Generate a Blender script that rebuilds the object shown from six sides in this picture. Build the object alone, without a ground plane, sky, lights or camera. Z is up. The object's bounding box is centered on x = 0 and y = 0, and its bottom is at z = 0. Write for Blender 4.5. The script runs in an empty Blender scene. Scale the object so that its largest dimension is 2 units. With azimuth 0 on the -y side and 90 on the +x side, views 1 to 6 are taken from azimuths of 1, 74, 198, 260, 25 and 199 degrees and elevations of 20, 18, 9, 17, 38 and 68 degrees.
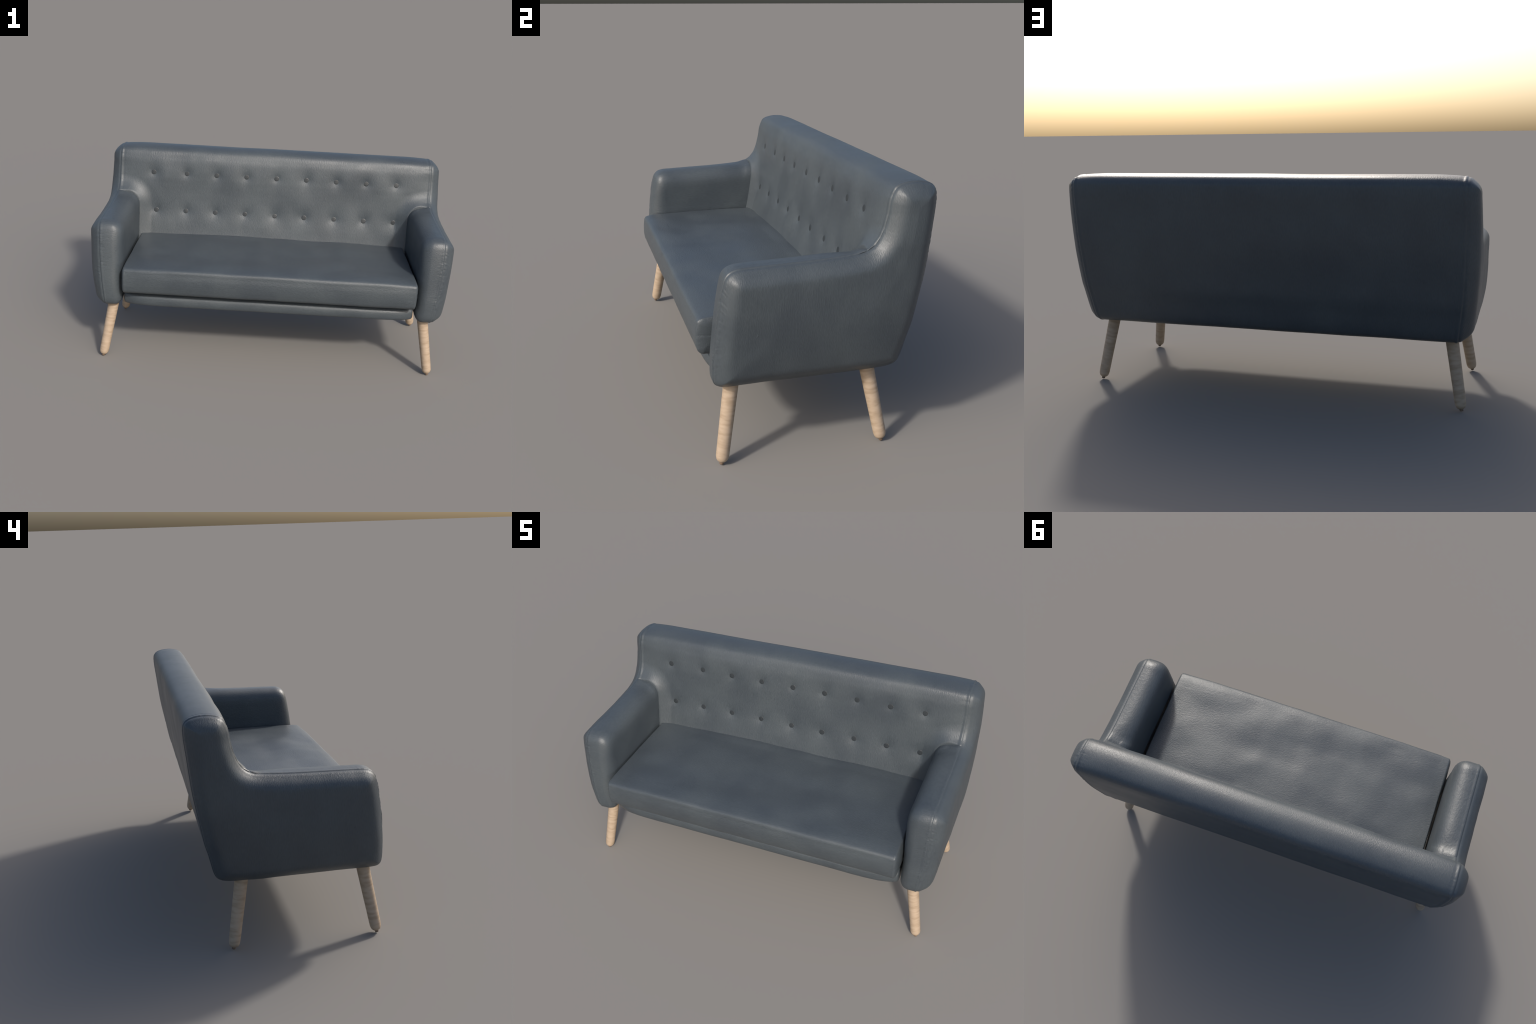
"""Two-and-a-half seat mid-century sofa: slate leather shell, button-tufted back,
single bench cushion, splayed round beech legs.  Metres, z up, front is -y."""
import math
import bpy
import numpy as np
from mathutils import Vector, noise

# --------------------------------------------------------------------------
# small geometry helpers
# --------------------------------------------------------------------------

def spline(ctrl, n, closed=True):
    """Centripetal Catmull-Rom through ctrl, resampled to n points of equal arc length."""
    c = np.asarray(ctrl, float)
    m = len(c)
    segs = m if closed else m - 1
    dense = []
    for i in range(segs):
        if closed:
            p0, p1, p2, p3 = c[(i - 1) % m], c[i], c[(i + 1) % m], c[(i + 2) % m]
        else:
            p1, p2 = c[i], c[i + 1]
            p0 = c[i - 1] if i else 2 * p1 - p2
            p3 = c[i + 2] if i + 2 < m else 2 * p2 - p1
        t0 = 0.0
        t1 = t0 + max(np.linalg.norm(p1 - p0), 1e-6) ** 0.5
        t2 = t1 + max(np.linalg.norm(p2 - p1), 1e-6) ** 0.5
        t3 = t2 + max(np.linalg.norm(p3 - p2), 1e-6) ** 0.5
        for t in np.linspace(t1, t2, 24, endpoint=False):
            a1 = (t1 - t) / (t1 - t0) * p0 + (t - t0) / (t1 - t0) * p1
            a2 = (t2 - t) / (t2 - t1) * p1 + (t - t1) / (t2 - t1) * p2
            a3 = (t3 - t) / (t3 - t2) * p2 + (t - t2) / (t3 - t2) * p3
            b1 = (t2 - t) / (t2 - t0) * a1 + (t - t0) / (t2 - t0) * a2
            b2 = (t3 - t) / (t3 - t1) * a2 + (t - t1) / (t3 - t1) * a3
            dense.append((t2 - t) / (t2 - t1) * b1 + (t - t1) / (t2 - t1) * b2)
    dense.append(c[0] if closed else c[-1])
    dense = np.array(dense)
    s = np.r_[0, np.cumsum(np.linalg.norm(np.diff(dense, axis=0), axis=1))]
    q = np.linspace(0, s[-1], n, endpoint=not closed)
    return np.stack([np.interp(q, s, dense[:, k]) for k in range(c.shape[1])], 1)


def curve_distance(pts, loop):
    """Distance of each point to a closed polyline (both 2D)."""
    a, b = loop, np.roll(loop, -1, axis=0)
    ab = b - a
    out = np.empty(len(pts))
    for i in range(0, len(pts), 2000):
        p = pts[i:i + 2000, None, :]
        t = np.clip(((p - a) * ab).sum(2) / (ab * ab).sum(1), 0, 1)
        out[i:i + 2000] = np.sqrt(((p - (a + t[..., None] * ab)) ** 2).sum(2)).min(1)
    return out


def onto_spine(pts, path, width=14):
    """Map a closed loop of points onto an open spine; the spine parameter is smoothed round the loop."""
    sp = spline(path, 400, closed=False)
    near = np.array([np.argmin(((sp - p) ** 2).sum(1)) for p in pts], float)
    near = smooth_loop(near, width)
    k = np.arange(400)
    return np.stack([np.interp(near, k, sp[:, 0]), np.interp(near, k, sp[:, 1])], 1)


def smooth_loop(v, width, rounds=3):
    n = len(v)
    for _ in range(rounds):
        k = np.arange(-width, width + 1)
        v = np.mean([np.roll(v, j, axis=0) for j in k], axis=0)
    return v


def nz(x, y, z, seed=0.0):
    """Perlin noise evaluated on arrays."""
    x, y, z = np.broadcast_arrays(x, y, z)
    f = noise.noise
    return np.array([f(Vector((a + seed, b - seed * 0.7, c + seed * 1.3)))
                     for a, b, c in zip(x.ravel(), y.ravel(), z.ravel())]).reshape(x.shape)


def grid_normals(P, wrap_u, wrap_v):
    """Normals of a (U,V,3) grid: cross(dU, dV)."""
    def d(axis, wrap):
        if wrap:
            return np.roll(P, -1, axis) - np.roll(P, 1, axis)
        return np.gradient(P, axis=axis)
    n = np.cross(d(0, wrap_u), d(1, wrap_v))
    return n / np.maximum(np.linalg.norm(n, axis=2, keepdims=True), 1e-9)


def grid_mesh(name, P, wrap_u=False, wrap_v=False, flip=False):
    U, V = P.shape[:2]
    idx = np.arange(U * V).reshape(U, V)
    iu = np.arange(U if wrap_u else U - 1)
    iv = np.arange(V if wrap_v else V - 1)
    a = idx[iu][:, iv]
    b = idx[(iu + 1) % U][:, iv]
    c = idx[(iu + 1) % U][:, (iv + 1) % V]
    d = idx[iu][:, (iv + 1) % V]
    q = np.stack([a, b, c, d] if not flip else [a, d, c, b], -1).reshape(-1, 4)
    me = bpy.data.meshes.new(name)
    me.from_pydata(P.reshape(-1, 3).tolist(), [], q.tolist())
    me.validate()
    me.polygons.foreach_set("use_smooth", [True] * len(me.polygons))
    me.update()
    return me


def add(name, mesh, parent, mat, loc=(0, 0, 0)):
    ob = bpy.data.objects.new(name, mesh)
    bpy.context.scene.collection.objects.link(ob)
    ob.location = loc
    ob.parent = parent
    if mat and not mesh.materials:
        mesh.materials.append(mat)
    return ob


def gauss(d, w):
    return np.exp(-(d / w) ** 2)


# --------------------------------------------------------------------------
# materials
# --------------------------------------------------------------------------

def leather(name, grain, tone=1.0):
    """Slate blue-grey leather; grain = noise frequency along x, y, z (low = streak direction)."""
    m = bpy.data.materials.new(name)
    m.use_nodes = True
    nt = m.node_tree
    N, L = nt.nodes, nt.links
    bsdf = N["Principled BSDF"]
    tc = N.new("ShaderNodeTexCoord")
    mp = N.new("ShaderNodeMapping")
    mp.inputs["Scale"].default_value = grain
    L.new(tc.outputs["Object"], mp.inputs["Vector"])
    fine = N.new("ShaderNodeTexNoise")
    fine.inputs["Scale"].default_value = 1.0
    fine.inputs["Detail"].default_value = 3.0
    fine.inputs["Roughness"].default_value = 0.6
    L.new(mp.outputs["Vector"], fine.inputs["Vector"])
    pores = N.new("ShaderNodeTexVoronoi")
    pores.inputs["Scale"].default_value = 1.6
    L.new(mp.outputs["Vector"], pores.inputs["Vector"])
    broad = N.new("ShaderNodeTexNoise")
    broad.inputs["Scale"].default_value = 5.0
    broad.inputs["Detail"].default_value = 3.0
    L.new(tc.outputs["Object"], broad.inputs["Vector"])
    # colour: slow drift between two slates, faint grain on top
    ramp = N.new("ShaderNodeValToRGB")
    ramp.color_ramp.elements[0].position = 0.32
    ramp.color_ramp.elements[1].position = 0.68
    ramp.color_ramp.elements[0].color = (LEATHER[0] * .9 * tone, LEATHER[1] * .9 * tone, LEATHER[2] * .92 * tone, 1)
    ramp.color_ramp.elements[1].color = (LEATHER[0] * 1.1 * tone, LEATHER[1] * 1.09 * tone, LEATHER[2] * 1.07 * tone, 1)
    L.new(broad.outputs["Fac"], ramp.inputs["Fac"])
    gr = N.new("ShaderNodeMapRange")
    gr.inputs["From Min"].default_value = 0.3
    gr.inputs["From Max"].default_value = 0.7
    gr.inputs["To Min"].default_value = 0.88
    gr.inputs["To Max"].default_value = 1.1
    L.new(fine.outputs["Fac"], gr.inputs["Value"])
    mul = N.new("ShaderNodeVectorMath")
    mul.operation = "SCALE"
    L.new(ramp.outputs["Color"], mul.inputs[0])
    L.new(gr.outputs["Result"], mul.inputs["Scale"])
    L.new(mul.outputs["Vector"], bsdf.inputs["Base Color"])
    # gloss varies a little with the slow noise
    rr = N.new("ShaderNodeMapRange")
    rr.inputs["From Min"].default_value = 0.3
    rr.inputs["From Max"].default_value = 0.7
    rr.inputs["To Min"].default_value = ROUGH - 0.05
    rr.inputs["To Max"].default_value = ROUGH + 0.06
    L.new(broad.outputs["Fac"], rr.inputs["Value"])
    L.new(rr.outputs["Result"], bsdf.inputs["Roughness"])
    bsdf.inputs["Specular IOR Level"].default_value = 0.5
    # grain relief
    h = N.new("ShaderNodeMath")
    h.operation = "MULTIPLY_ADD"
    L.new(pores.outputs["Distance"], h.inputs[0])
    h.inputs[1].default_value = 0.35
    L.new(fine.outputs["Fac"], h.inputs[2])
    bp = N.new("ShaderNodeBump")
    bp.inputs["Strength"].default_value = 0.45
    bp.inputs["Distance"].default_value = 0.0018
    L.new(h.outputs["Value"], bp.inputs["Height"])
    L.new(bp.outputs["Normal"], bsdf.inputs["Normal"])
    return m


def beech(name):
    m = bpy.data.materials.new(name)
    m.use_nodes = True
    nt = m.node_tree
    N, L = nt.nodes, nt.links
    bsdf = N["Principled BSDF"]
    tc = N.new("ShaderNodeTexCoord")
    oi = N.new("ShaderNodeObjectInfo")
    off = N.new("ShaderNodeVectorMath")
    off.operation = "MULTIPLY_ADD"
    L.new(oi.outputs["Random"], off.inputs[0])
    off.inputs[1].default_value = (3.0, 5.0, 9.0)
    L.new(tc.outputs["Object"], off.inputs[2])
    mp = N.new("ShaderNodeMapping")
    mp.inputs["Scale"].default_value = (9.0, 9.0, 30.0)
    mp.inputs["Rotation"].default_value = (0.12, 0.16, 0.0)
    L.new(off.outputs["Vector"], mp.inputs["Vector"])
    wave = N.new("ShaderNodeTexWave")
    wave.wave_type, wave.bands_direction = "BANDS", "Z"
    wave.inputs["Scale"].default_value = 0.4
    wave.inputs["Distortion"].default_value = 12.0
    wave.inputs["Detail"].default_value = 3.0
    wave.inputs["Detail Scale"].default_value = 0.9
    L.new(mp.outputs["Vector"], wave.inputs["Vector"])
    n2 = N.new("ShaderNodeTexNoise")
    n2.inputs["Scale"].default_value = 2.2
    n2.inputs["Detail"].default_value = 4.0
    L.new(mp.outputs["Vector"], n2.inputs["Vector"])
    add_ = N.new("ShaderNodeMath")
    add_.operation = "MULTIPLY_ADD"
    L.new(wave.outputs["Fac"], add_.inputs[0])
    add_.inputs[1].default_value = 0.13
    L.new(n2.outputs["Fac"], add_.inputs[2])
    ramp = N.new("ShaderNodeValToRGB")
    e = ramp.color_ramp.elements
    e[0].position, e[0].color = 0.38, (0.325, 0.243, 0.168, 1)
    e[1].position, e[1].color = 0.82, (0.435, 0.337, 0.248, 1)
    mid = e.new(0.58)
    mid.color = (0.39, 0.299, 0.215, 1)
    L.new(add_.outputs["Value"], ramp.inputs["Fac"])
    L.new(ramp.outputs["Color"], bsdf.inputs["Base Color"])
    bsdf.inputs["Roughness"].default_value = 0.6
    bsdf.inputs["Specular IOR Level"].default_value = 0.3
    bp = N.new("ShaderNodeBump")
    bp.inputs["Strength"].default_value = 0.25
    bp.inputs["Distance"].default_value = 0.001
    L.new(add_.outputs["Value"], bp.inputs["Height"])
    L.new(bp.outputs["Normal"], bsdf.inputs["Normal"])
    return m


def plain(name, col, rough):
    m = bpy.data.materials.new(name)
    m.use_nodes = True
    nt = m.node_tree
    b = nt.nodes["Principled BSDF"]
    b.inputs["Roughness"].default_value = rough
    n = nt.nodes.new("ShaderNodeTexNoise")
    n.inputs["Scale"].default_value = 60.0
    r = nt.nodes.new("ShaderNodeValToRGB")
    r.color_ramp.elements[0].color = tuple(c * .85 for c in col) + (1,)
    r.color_ramp.elements[1].color = tuple(min(1, c * 1.15) for c in col) + (1,)
    nt.links.new(n.outputs["Fac"], r.inputs["Fac"])
    nt.links.new(r.outputs["Color"], b.inputs["Base Color"])
    return m


LEATHER = (0.054, 0.066, 0.076)
ROUGH = 0.42
mat_back = leather("leather_upright_grain", (320, 68, 68))
mat_side = leather("leather_side_grain", (68, 320, 62))
mat_arm = leather("leather_arm_grain", (84, 60, 280))
mat_seat = leather("leather_seat_grain", (62, 250, 250))
mat_button = leather("leather_button", (150, 150, 150), 0.45)
mat_wood = beech("beech_wood")
mat_glide = plain("glide_brown", (0.16, 0.11, 0.075), 0.5)

# --------------------------------------------------------------------------
# the side profile: the piped seam that runs round arm and back (y, z)
# --------------------------------------------------------------------------
SEAM = [
    (-0.300, 0.317), (-0.355, 0.317), (-0.382, 0.3215), (-0.398, 0.333), (-0.4055, 0.353), (-0.4065, 0.40), (-0.404, 0.46),
    (-0.395, 0.55), (-0.385, 0.64), (-0.370, 0.725), (-0.358, 0.760), (-0.342, 0.777), (-0.315, 0.787),
    (-0.26, 0.790), (-0.16, 0.793), (-0.08, 0.795), (0.0, 0.798), (0.07, 0.802), (0.134, 0.808),
    (0.179, 0.819), (0.208, 0.838), (0.228, 0.865), (0.243, 0.900), (0.257, 0.954), (0.266, 1.010),
    (0.287, 1.050), (0.332, 1.066), (0.389, 1.066), (0.429, 1.054), (0.445, 1.036), (0.449, 1.0),
    (0.440, 0.90), (0.432, 0.82), (0.423, 0.741), (0.398, 0.598), (0.382, 0.508), (0.366, 0.45),
    (0.346, 0.366), (0.334, 0.342), (0.315, 0.3285), (0.288, 0.322), (0.24, 0.3185), (0.0, 0.3165), (-0.2, 0.3175)]


def seam_x(z):
    """The shell is widest around the arm tops and draws in towards the floor."""
    return np.interp(z, [.316, .33, .42, .46, .52, .60, .70, .78, .93, 1.03, 1.08],
                     [.897, .901, .912, .917, .923, .929, .933, .9355, .937, .936, .934])


root = bpy.data.objects.new("sofa", None)
bpy.context.scene.collection.objects.link(root)
root["label"] = "slate leather sofa with tufted back and splayed beech legs"
root["category"] = "sofa"


def puckers(arc, D, seed, reach=0.022):
    """Small stitched-in creases that run away from a seam; arc = length along the seam."""
    f = nz(arc * 105, D * 22, 0 * arc, seed)
    g = np.clip(nz(arc * 6.0, 0 * arc, 0 * arc, seed + 9.1) * 2.2 + 0.55, 0, 1)
    return f * g * np.exp(-D / reach) * np.clip(D / 0.005, 0, 1)


# --------------------------------------------------------------------------
# side panels (outer pillow of each arm) and arm rests (inner pillow)
# --------------------------------------------------------------------------
NP = 760
loop = spline(SEAM, NP)
arc = np.arange(NP) / NP * 3.45


def pillow_points(lp, spine, depths, tail):
    """Rings that march in from the loop to a spine inside it; returns (n, rings, 2) and true distances."""
    Q = onto_spine(lp, spine)
    v = Q - lp
    dist = np.linalg.norm(v, axis=1, keepdims=True)
    rings = []
    for d in depths:
        rings.append(lp + v / dist * np.minimum(d, dist * 0.9))
    last = rings[-1]
    for t in np.linspace(0, 1, tail + 1)[1:]:
        rings.append(last + (Q - last) * t)
    R = np.stack(rings, 1)
    D = curve_distance(R.reshape(-1, 2), lp).reshape(R.shape[:2])
    return R, D


SPINE = [(-0.25, 0.55), (0.18, 0.56), (0.315, 0.76), (0.355, 0.95)]
depths = np.r_[0, 0.0015, 0.003, 0.005, 0.0075, 0.0105, 0.014, 0.018, 0.0225, 0.0275, 0.033, 0.039, 0.046, 0.053, 0.061, 0.07, 0.08]
R, D = pillow_points(loop, SPINE, depths, 16)


def side_panel(sign):
    prof = np.clip(D / (0.068 + 0.010 * np.clip((0.43 - R[..., 1]) / 0.09, 0, 1)), 0, 1)
    swell = np.interp(R[..., 1], [0.84, 0.98], [0.050, 0.0445]) * (1 - (1 - prof) ** 2.35) + 0.0175 * (1 - np.exp(-D / 0.11))
    # lower front and bottom edge tuck in a little sooner
    x = seam_x(R[..., 1]) + swell
    P = np.stack([x, R[..., 0], R[..., 1]], -1)
    n = grid_normals(P, True, False)
    n *= np.sign(n[..., :1].mean())
    a = arc[:, None] + 0 * D
    seed = 3.3 if sign > 0 else 17.9
    disp = -0.0030 * gauss(D, 0.0030) + 0.0009 * gauss(D - 0.008, 0.004)
    upright = np.clip((-R[..., 0] - 0.31) / 0.05, 0.12, 1) + np.clip((R[..., 0] - 0.36) / 0.05, 0, 1)
    disp += 0.0036 * upright * puckers(a, D, seed, 0.009)
    disp += 0.0022 * nz(R[..., 0] * 6, R[..., 1] * 6, 0 * D, seed) * np.clip(D / 0.03, 0, 1)
    disp += 0.0010 * nz(R[..., 0] * 17, R[..., 1] * 13, 0 * D, seed + 4) * np.clip(D / 0.02, 0, 1)
    P = P + n * disp[..., None]
    P[..., 0] *= sign
    return grid_mesh("side_panel", P, True, False, flip=sign > 0)


# arm profile: follows the seam round front, top and bottom, then dives into the back
ARM = SEAM[:20] + [(0.230, 0.815), (0.262, 0.790), (0.275, 0.74), (0.270, 0.55), (0.262, 0.40), (0.245, 0.335), (0.21, 0.3185), (0.0, 0.3165), (-0.2, 0.3175)]
arm_loop = spline(ARM, 640)
arm_arc = np.arange(640) / 640 * 2.3
# cross-section of the arm seen along its boundary: (inset from boundary, distance in from seam)
ARM_SECTION = [(0.0, 0.0), (-0.001, 0.010), (-0.003, 0.030), (-0.0035, 0.050), (-0.001, 0.070), (0.0055, 0.089),
               (0.0175, 0.106), (0.035, 0.1185), (0.056, 0.126), (0.078, 0.129)]


def armrest(sign):
    sec = spline(ARM_SECTION, 34, closed=False)
    # finer near the seam
    first = np.linspace(0, 1, 7)[:-1, None] * sec[1]
    sec = np.vstack([first, sec[1:]])
    lp = arm_loop
    tang = np.roll(lp, -1, 0) - np.roll(lp, 1, 0)
    tang /= np.linalg.norm(tang, axis=1, keepdims=True)
    out = smooth_loop(np.stack([-tang[:, 1], tang[:, 0]], 1), 5, 2)      # outward of a clockwise loop
    c = lp.mean(0)
    if ((lp - c) * out).sum() < 0:
        out = -out
    Q = onto_spine(lp, [(-0.22, 0.56), (0.10, 0.57)])
    v = (Q - lp) / np.linalg.norm(Q - lp, axis=1, keepdims=True)
    # less padding underneath and at the buried rear edge
    pad = np.interp(lp[:, 0], [-0.41, -0.36, -0.31, 0.07, 0.18], [0.4, 0.5, 1.0, 1.0, 0.05]) * np.interp(lp[:, 1], [.317, .34], [0.35, 1.0])
    # the top of the arm rounds off more where it runs into the back
    tail = np.clip((lp[:, 0] - 0.0) / 0.16, 0, 1) ** 2 * np.clip((lp[:, 1] - 0.7) / 0.08, 0, 1)
    under = np.clip((0.37 - lp[:, 1]) / 0.04, 0, 1)
    pts, dx = [], []
    for inset, run in sec:
        extra = 0.016 * tail * np.clip((run - 0.015) / 0.06, 0, 1) - 0.4 * under * max(inset, 0)
        if inset < 0:
            pts.append(lp + out * (-inset * pad - extra)[:, None])
        else:
            pts.append(lp + v * (inset + extra)[:, None])
        dx.append(np.full(len(lp), run))
    last = pts[-1]
    for t in np.linspace(0, 1, 13)[1:]:
        pts.append(last + (Q - last) * t)
        dx.append(np.full(len(lp), sec[-1][1] + 0.002 * t))
    Rr, dx = np.stack(pts, 1), np.stack(dx, 1)
    z = Rr[..., 1]
    full = np.interp(z, [.32, .40, .48, .563, .745, .82], [.088, .097, .107, .119, .1265, .1285])
    x = seam_x(z) - dx * full / 0.129
    P = np.stack([x, Rr[..., 0], z], -1)
    n = grid_normals(P, True, False)
    if (n[:, 12:16] * np.stack([0 * out[:, 0], out[:, 0], out[:, 1]], 1)[:, None]).sum() < 0:
        n = -n
    s = dx
    a = arm_arc[:, None] + 0 * s
    seed = 41.0 if sign > 0 else 57.5
    disp = -0.0030 * gauss(s, 0.0030) + 0.0013 * gauss(s - 0.009, 0.004)
    front = np.clip((-P[..., 1] - 0.2) / 0.12, 0.15, 1) * np.clip((0.785 - P[..., 2]) / 0.03, 0.35, 1)
    disp += 0.0042 * front * puckers(a, s, seed, 0.014)
    disp += 0.0018 * nz(P[..., 0] * 7, P[..., 1] * 7, P[..., 2] * 7, seed) * np.clip(s / 0.02, 0, 1)
    P = P + n * disp[..., None]
    P[..., 0] *= sign
    return grid_mesh("armrest", P, True, False, flip=sign < 0)


for sign in (1, -1):
    arm = add("armrest", armrest(sign), root, mat_arm)
    add("side_panel", side_panel(sign), arm, mat_side)

# --------------------------------------------------------------------------
# backrest: one upholstered roll lofted along x between the two seams
# --------------------------------------------------------------------------
BUTTONS = [(-0.732 if i == -4 else 0.008 + 0.18 * i, 0.926) for i in range(-4, 5)] + \
          [(0.008 + 0.18 * i, 0.702) for i in range(-4, 5)]

REAR = [(0.449, 1.0), (0.440, 0.90), (0.432, 0.82), (0.423, 0.741), (0.398, 0.598), (0.382, 0.508), (0.366, 0.45),
        (0.346, 0.366), (0.334, 0.342), (0.315, 0.3285), (0.288, 0.322), (0.24, 0.3185), (0.20, 0.329), (0.15, 0.36), (0.125, 0.39)]
MID = [(0.125, 0.43), (0.150, 0.50), (0.170, 0.563), (0.203, 0.702), (0.221, 0.80), (0.230, 0.865), (0.234, 0.90), (0.243, 0.954),
       (0.259, 1.012), (0.285, 1.057), (0.332, 1.074), (0.389, 1.074), (0.429, 1.060), (0.4455, 1.038)] + REAR
EDGE = [(0.125, 0.43), (0.150, 0.50), (0.170, 0.563), (0.203, 0.702), (0.224, 0.80), (0.237, 0.865), (0.245, 0.900), (0.257, 0.954),
        (0.266, 1.010), (0.287, 1.050), (0.332, 1.066), (0.389, 1.066), (0.429, 1.054), (0.445, 1.036)] + REAR


def matched(a, b, n):
    """Resample two control polygons together so that equal indices stay opposite each other."""
    both = spline(np.hstack([np.asarray(a), np.asarray(b)]), n)
    return both[:, :2], both[:, 2:]


def arm_gap(x, z):
    """Signed distance in the x-z plane from the outline of the arm where it meets the back."""
    r = 0.078
    qx = (0.80 + 0.03 * np.clip(z - 0.563, 0, 1) + r) - np.abs(x)
    qz = z - (0.822 - r)
    return np.where((qx > 0) & (qz > 0), np.hypot(np.maximum(qx, 0), np.maximum(qz, 0)), np.maximum(qx, qz)) - r


def backrest():
    NU = 440
    mid, edge = matched(MID, EDGE, NU)
    ends = 1 - np.r_[0, 0.0015, 0.003, 0.005, 0.0075, 0.0105, 0.014, 0.018, 0.023] / 0.935
    s = np.r_[-ends, np.linspace(-ends[-1], ends[-1], 300)[1:-1], ends[::-1]]
    w = np.clip(1 - (1 - np.abs(s)) / 0.17, 0, 1) ** 2
    yz = mid[:, None] * (1 - w)[None, :, None] + edge[:, None] * w[None, :, None]
    y, z = yz[..., 0], yz[..., 1]
    x = seam_x(z) * s[None]
    P = np.stack([x, y, z], -1)
    n = grid_normals(P, True, False)
    u = np.arange(NU)
    is_front = u < int(np.argmax(mid[:, 1]))
    if n[is_front][:, 150, 1].mean() > 0:
        n = -n
    # how much of the front face a row belongs to (fades out over the roll at the top)
    front = (is_front[:, None]) * np.clip((1.07 - z) / 0.06, 0, 1)
    # padding swells forward where the arms meet the back
    g = arm_gap(x, z)
    amp = np.interp(z, [.5, .563, .70, .745, .82], [.017, .020, .028, .030, .036])
    high = np.clip((z - 0.74) / 0.07, 0, 1)
    swell = amp * np.clip(1 - np.clip(g, 0, 1) / (0.064 + 0.018 * high), 0, 1) ** (1.2 + 0.8 * high)
    P[..., 1] -= swell * front
    # tufting
    dim = np.zeros_like(x)
    for bx, bz in BUTTONS:
        r2 = np.hypot(x - bx, z - bz)
        dim += 0.0058 * gauss(r2, 0.048) + 0.0036 * gauss(r2, 0.0225)
    lump = 0.0048 * nz(x * 6.5, 0 * x, z * 6.0, 5.2) + 0.0011 * nz(x * 15, 0 * x, z * 10, 8.8)
    P[..., 1] += (dim - lump * np.clip(g / 0.04, 0.15, 1) * np.clip((z - 0.54) / 0.09, 0.2, 1)) * front
    # the ends of the roll run out exactly on the seam of the side panels
    up = np.array(SEAM[19:29])
    sy = np.interp(z, np.r_[0.3, 0.563, 0.745, up[:, 1]], np.r_[0.12, 0.151, 0.179, up[:, 0]])
    meet = np.clip(1 - (1 - np.abs(s))[None] * 0.935 / 0.07, 0, 1) ** 2 * is_front[:, None] * np.clip((1.05 - z) / 0.03, 0, 1)
    P[..., 1] += (sy - P[..., 1]) * meet
    # relief along the outer seams, and slight waviness everywhere else
    De = (1 - np.abs(s))[None] * 0.935 + 0 * x
    disp = -0.0030 * gauss(De, 0.0030) + 0.0015 * gauss(De - 0.009, 0.0045) - 0.0012 * gauss(De - 0.021, 0.004)
    a = u[:, None] / NU * 2.2 + 0 * x
    disp += 0.0018 * puckers(a, De, 77.0)
    disp += (1 - front) * 0.0016 * nz(x * 4.5, y * 6, z * 4.5, 31.0) * np.clip(De / 0.05, 0, 1)
    P += n * disp[..., None]
    return grid_mesh("backrest", P, True, False), P


mesh_back, PB = backrest()
back = add("backrest", mesh_back, root, mat_back)


def front_y(bx, bz):
    """Where the finished front face lies at (x, z)."""
    rows = PB[: int(np.argmax(PB[:, 150, 2]))]
    d = (rows[..., 0] - bx) ** 2 + (rows[..., 2] - bz) ** 2
    i = np.argsort(d.ravel())[:4]
    return rows.reshape(-1, 3)[i, 1].mean()


def lathe(name, prof, n=28):
    t = np.arange(n) / n * 2 * math.pi
    prof = np.asarray(prof, float)
    P = np.stack([prof[:, 0, None] * np.cos(t), prof[:, 0, None] * np.sin(t), prof[:, 1, None] + 0 * t], -1)
    return grid_mesh(name, P, False, True, flip=True)


button_prof = spline([(0.0158, -0.008), (0.0163, -0.002), (0.0162, 0.0015), (0.0152, 0.0031), (0.0120, 0.0038), (0.006, 0.0042), (0.0003, 0.0043)], 18, closed=False)
mesh_button = lathe("button", button_prof)
rng = np.random.default_rng(7)
for bx, bz in BUTTONS:
    b = add("button", mesh_button, back, mat_button, (bx, front_y(bx, bz) + 0.0018, bz))
    b.rotation_euler = (math.radians(90 - 11) + rng.normal(0, .03), rng.normal(0, .04), 0)

# --------------------------------------------------------------------------
# seat cushion: boxy bench cushion, soft swollen ends, seam half way up each end
# --------------------------------------------------------------------------
SEAT = [(-0.30, 0.410), (-0.40, 0.410), (-0.424, 0.4125), (-0.438, 0.424), (-0.4445, 0.450), (-0.4465, 0.482), (-0.445, 0.510),
        (-0.4415, 0.533), (-0.4385, 0.5455), (-0.4305, 0.5540), (-0.413, 0.5590), (-0.37, 0.5625), (-0.25, 0.565), (-0.05, 0.567), (0.10, 0.565),
        (0.19, 0.560), (0.215, 0.54), (0.222, 0.49), (0.215, 0.43), (0.19, 0.411), (0.0, 0.410)]


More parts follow.
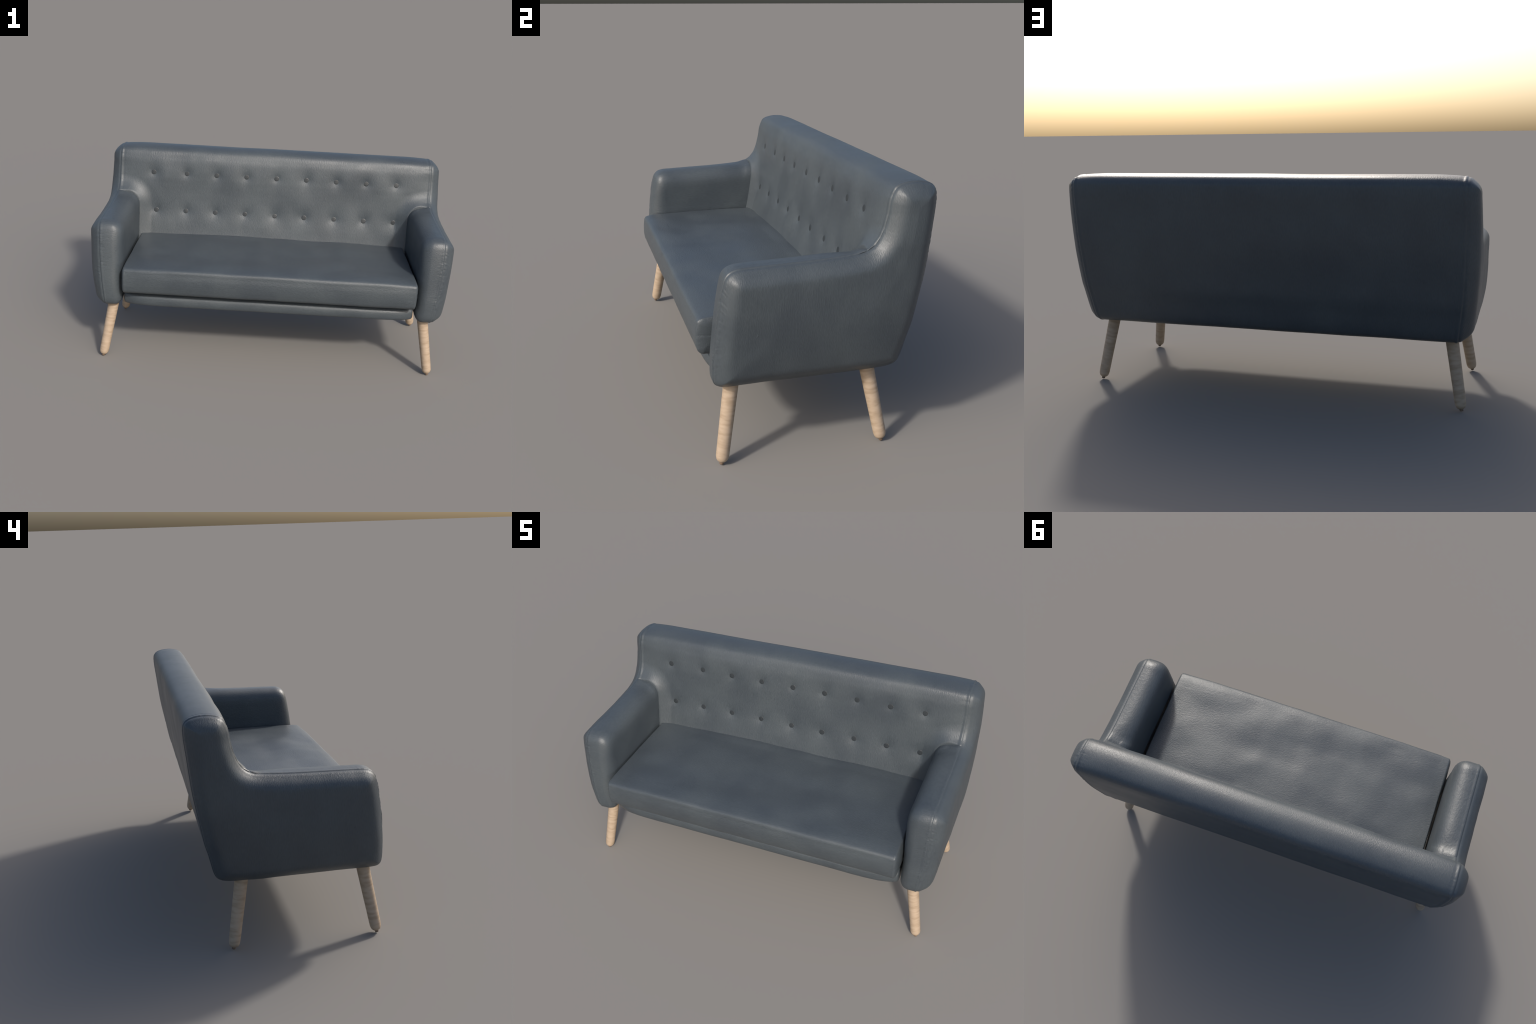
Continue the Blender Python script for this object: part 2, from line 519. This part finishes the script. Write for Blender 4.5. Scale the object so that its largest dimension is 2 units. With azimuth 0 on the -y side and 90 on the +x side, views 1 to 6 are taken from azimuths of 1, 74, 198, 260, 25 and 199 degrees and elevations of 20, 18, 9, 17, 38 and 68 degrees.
def cushion():
    NU = 420
    lp = spline(SEAT, NU)
    # body rows
    s = np.r_[np.linspace(0, 0.02, 6)[:-1], np.linspace(0.02, 1.98, 290), np.linspace(1.98, 2, 6)[1:]] - 1
    half = 0.7885
    x = half * s[None] + 0 * lp[:, :1]
    y, z = lp[:, :1] + 0 * x, lp[:, 1:] + 0 * x
    bow = 1 - np.abs(s[None]) ** 6
    crown = 0.006 * bow * np.clip((z - 0.53) / 0.02, 0, 1)
    sag_front = -0.005 * bow * np.clip((-0.40 - y) / 0.04, 0, 1) * np.clip((z - 0.43) / 0.08, 0, 1)
    body = np.stack([x, y + sag_front, z + crown], -1)
    # end pillows
    R2, D2 = pillow_points(lp, [(-0.36, 0.487), (0.14, 0.487)], np.r_[0.002, 0.004, 0.007, 0.011, 0.016, 0.022, 0.029, 0.037, 0.046, 0.056], 8)
    pr = np.clip(D2 / 0.058, 0, 1)
    clear = np.interp(R2[..., 0], [-0.40, -0.30, -0.2], [0.018, 0.018, 0.010])
    ex = 0.7885 + clear * (1 - (1 - pr) ** 1.9) ** (1 / 1.9)
    ex -= 0.0007 * gauss(R2[..., 1] - 0.492, 0.004) * np.clip(D2 / 0.01, 0, 1)
    ex += 0.0008 * nz(R2[..., 0] * 30, R2[..., 1] * 22, 0 * ex, 12.0)
    right = np.stack([ex, R2[..., 0], R2[..., 1]], -1)
    left = right * np.array([-1, 1, 1])
    P = np.concatenate([left[:, ::-1], body, right], 1)
    n = grid_normals(P, True, False)
    k = P.shape[1] // 2
    if (n[:, k, 1:] * (lp - lp.mean(0))).sum() < 0:
        n = -n
    X, Y, Z = P[..., 0], P[..., 1], P[..., 2]
    on_top = np.clip((Z - 0.54) / 0.015, 0, 1)
    inner = np.clip((0.79 - np.abs(X)) / 0.05, 0, 1) * np.clip((Y + 0.45) / 0.06, 0.25, 1)
    disp = on_top * inner * (0.0062 * nz(X * 4.6, Y * 6.0, 0 * X, 21.0) + 0.0012 * nz(X * 10, Y * 12, 0 * X, 14.0))
    disp += (1 - on_top) * 0.0016 * nz(X * 6, Y * 6, Z * 12, 33.0)
    disp += 0.0012 * nz(X * 9, 0 * X, 0 * X, 3.0) * gauss(Z - 0.55, 0.02) * (Y < -0.35)
    # tiny pull marks at the front corners
    corner = gauss(0.79 - np.abs(X), 0.035) * gauss(Y + 0.44, 0.05)
    disp += 0.0009 * corner * nz(X * 20, Y * 70, Z * 60, 9.0)
    P = P + n * disp[..., None]
    return grid_mesh("seat_cushion", P, True, False)


add("seat_cushion", cushion(), root, mat_seat)

# --------------------------------------------------------------------------
# base rail: upholstered platform under the cushion
# --------------------------------------------------------------------------
RAIL = [(-0.28, 0.326), (-0.349, 0.3255), (-0.366, 0.330), (-0.372, 0.343), (-0.3735, 0.362), (-0.369, 0.380), (-0.352, 0.393), (-0.33, 0.398),
        (-0.25, 0.400), (0.0, 0.401), (0.17, 0.400), (0.19, 0.385), (0.19, 0.345), (0.17, 0.328), (0.0, 0.323)]


def rail():
    lp = spline(RAIL, 260)
    s = np.linspace(-1, 1, 130)
    half = 0.788
    x = half * s[None] + 0 * lp[:, :1]
    body = np.stack([x, lp[:, :1] + 0 * x, lp[:, 1:] + 0 * x], -1)
    # the front of the platform bows forward between the arms
    body[..., 1] -= 0.028 * (1 - np.abs(s[None]) ** 14) * np.clip((-0.20 - body[..., 1]) / 0.15, 0, 1)
    R2, D2 = pillow_points(lp, [(-0.33, 0.363), (0.15, 0.363)], np.r_[0.002, 0.005, 0.009, 0.014, 0.02, 0.027], 4)
    ex = half + 0.014 * np.sqrt(np.clip(1 - (1 - np.clip(D2 / 0.022, 0, 1)) ** 2, 0, 1))
    right = np.stack([ex, R2[..., 0], R2[..., 1]], -1)
    P = np.concatenate([(right * np.array([-1, 1, 1]))[:, ::-1], body, right], 1)
    P[..., 1] += 0.0018 * nz(P[..., 0] * 5, P[..., 1] * 4, P[..., 2] * 20, 6.0)
    return grid_mesh("base_rail", P, True, False)


add("base_rail", rail(), root, mat_seat)

# --------------------------------------------------------------------------
# legs: tapered round beech, splayed outwards both ways, small brown glides
# --------------------------------------------------------------------------
LEG_LEN = 0.36
leg_prof = spline([(0.0085, 0.0095), (0.0150, 0.0125), (0.0215, 0.0200), (0.0250, 0.0320), (0.0258, 0.0440), (0.0268, 0.12), (0.0290, 0.27), (0.0300, LEG_LEN)], 90, closed=False)
P = None
mesh_leg = lathe("leg", leg_prof, 36)
mesh_glide = lathe("glide", [(0.0002, 0.0), (0.0055, 0.0), (0.0075, 0.0012), (0.0085, 0.0035), (0.0085, 0.0105)], 20)
for sx in (1, -1):
    for fy, ty in ((-0.383, -0.330), (0.278, 0.225)):
        foot, top = Vector((0.919 * sx, fy, 0.001)), Vector((0.867 * sx, ty, 0.305))
        axis = (top - foot).normalized()
        leg = add("leg", mesh_leg, root, mat_wood, foot)
        leg.rotation_mode = "QUATERNION"
        leg.rotation_quaternion = Vector((0, 0, 1)).rotation_difference(axis)
        add("glide", mesh_glide, leg, mat_glide)
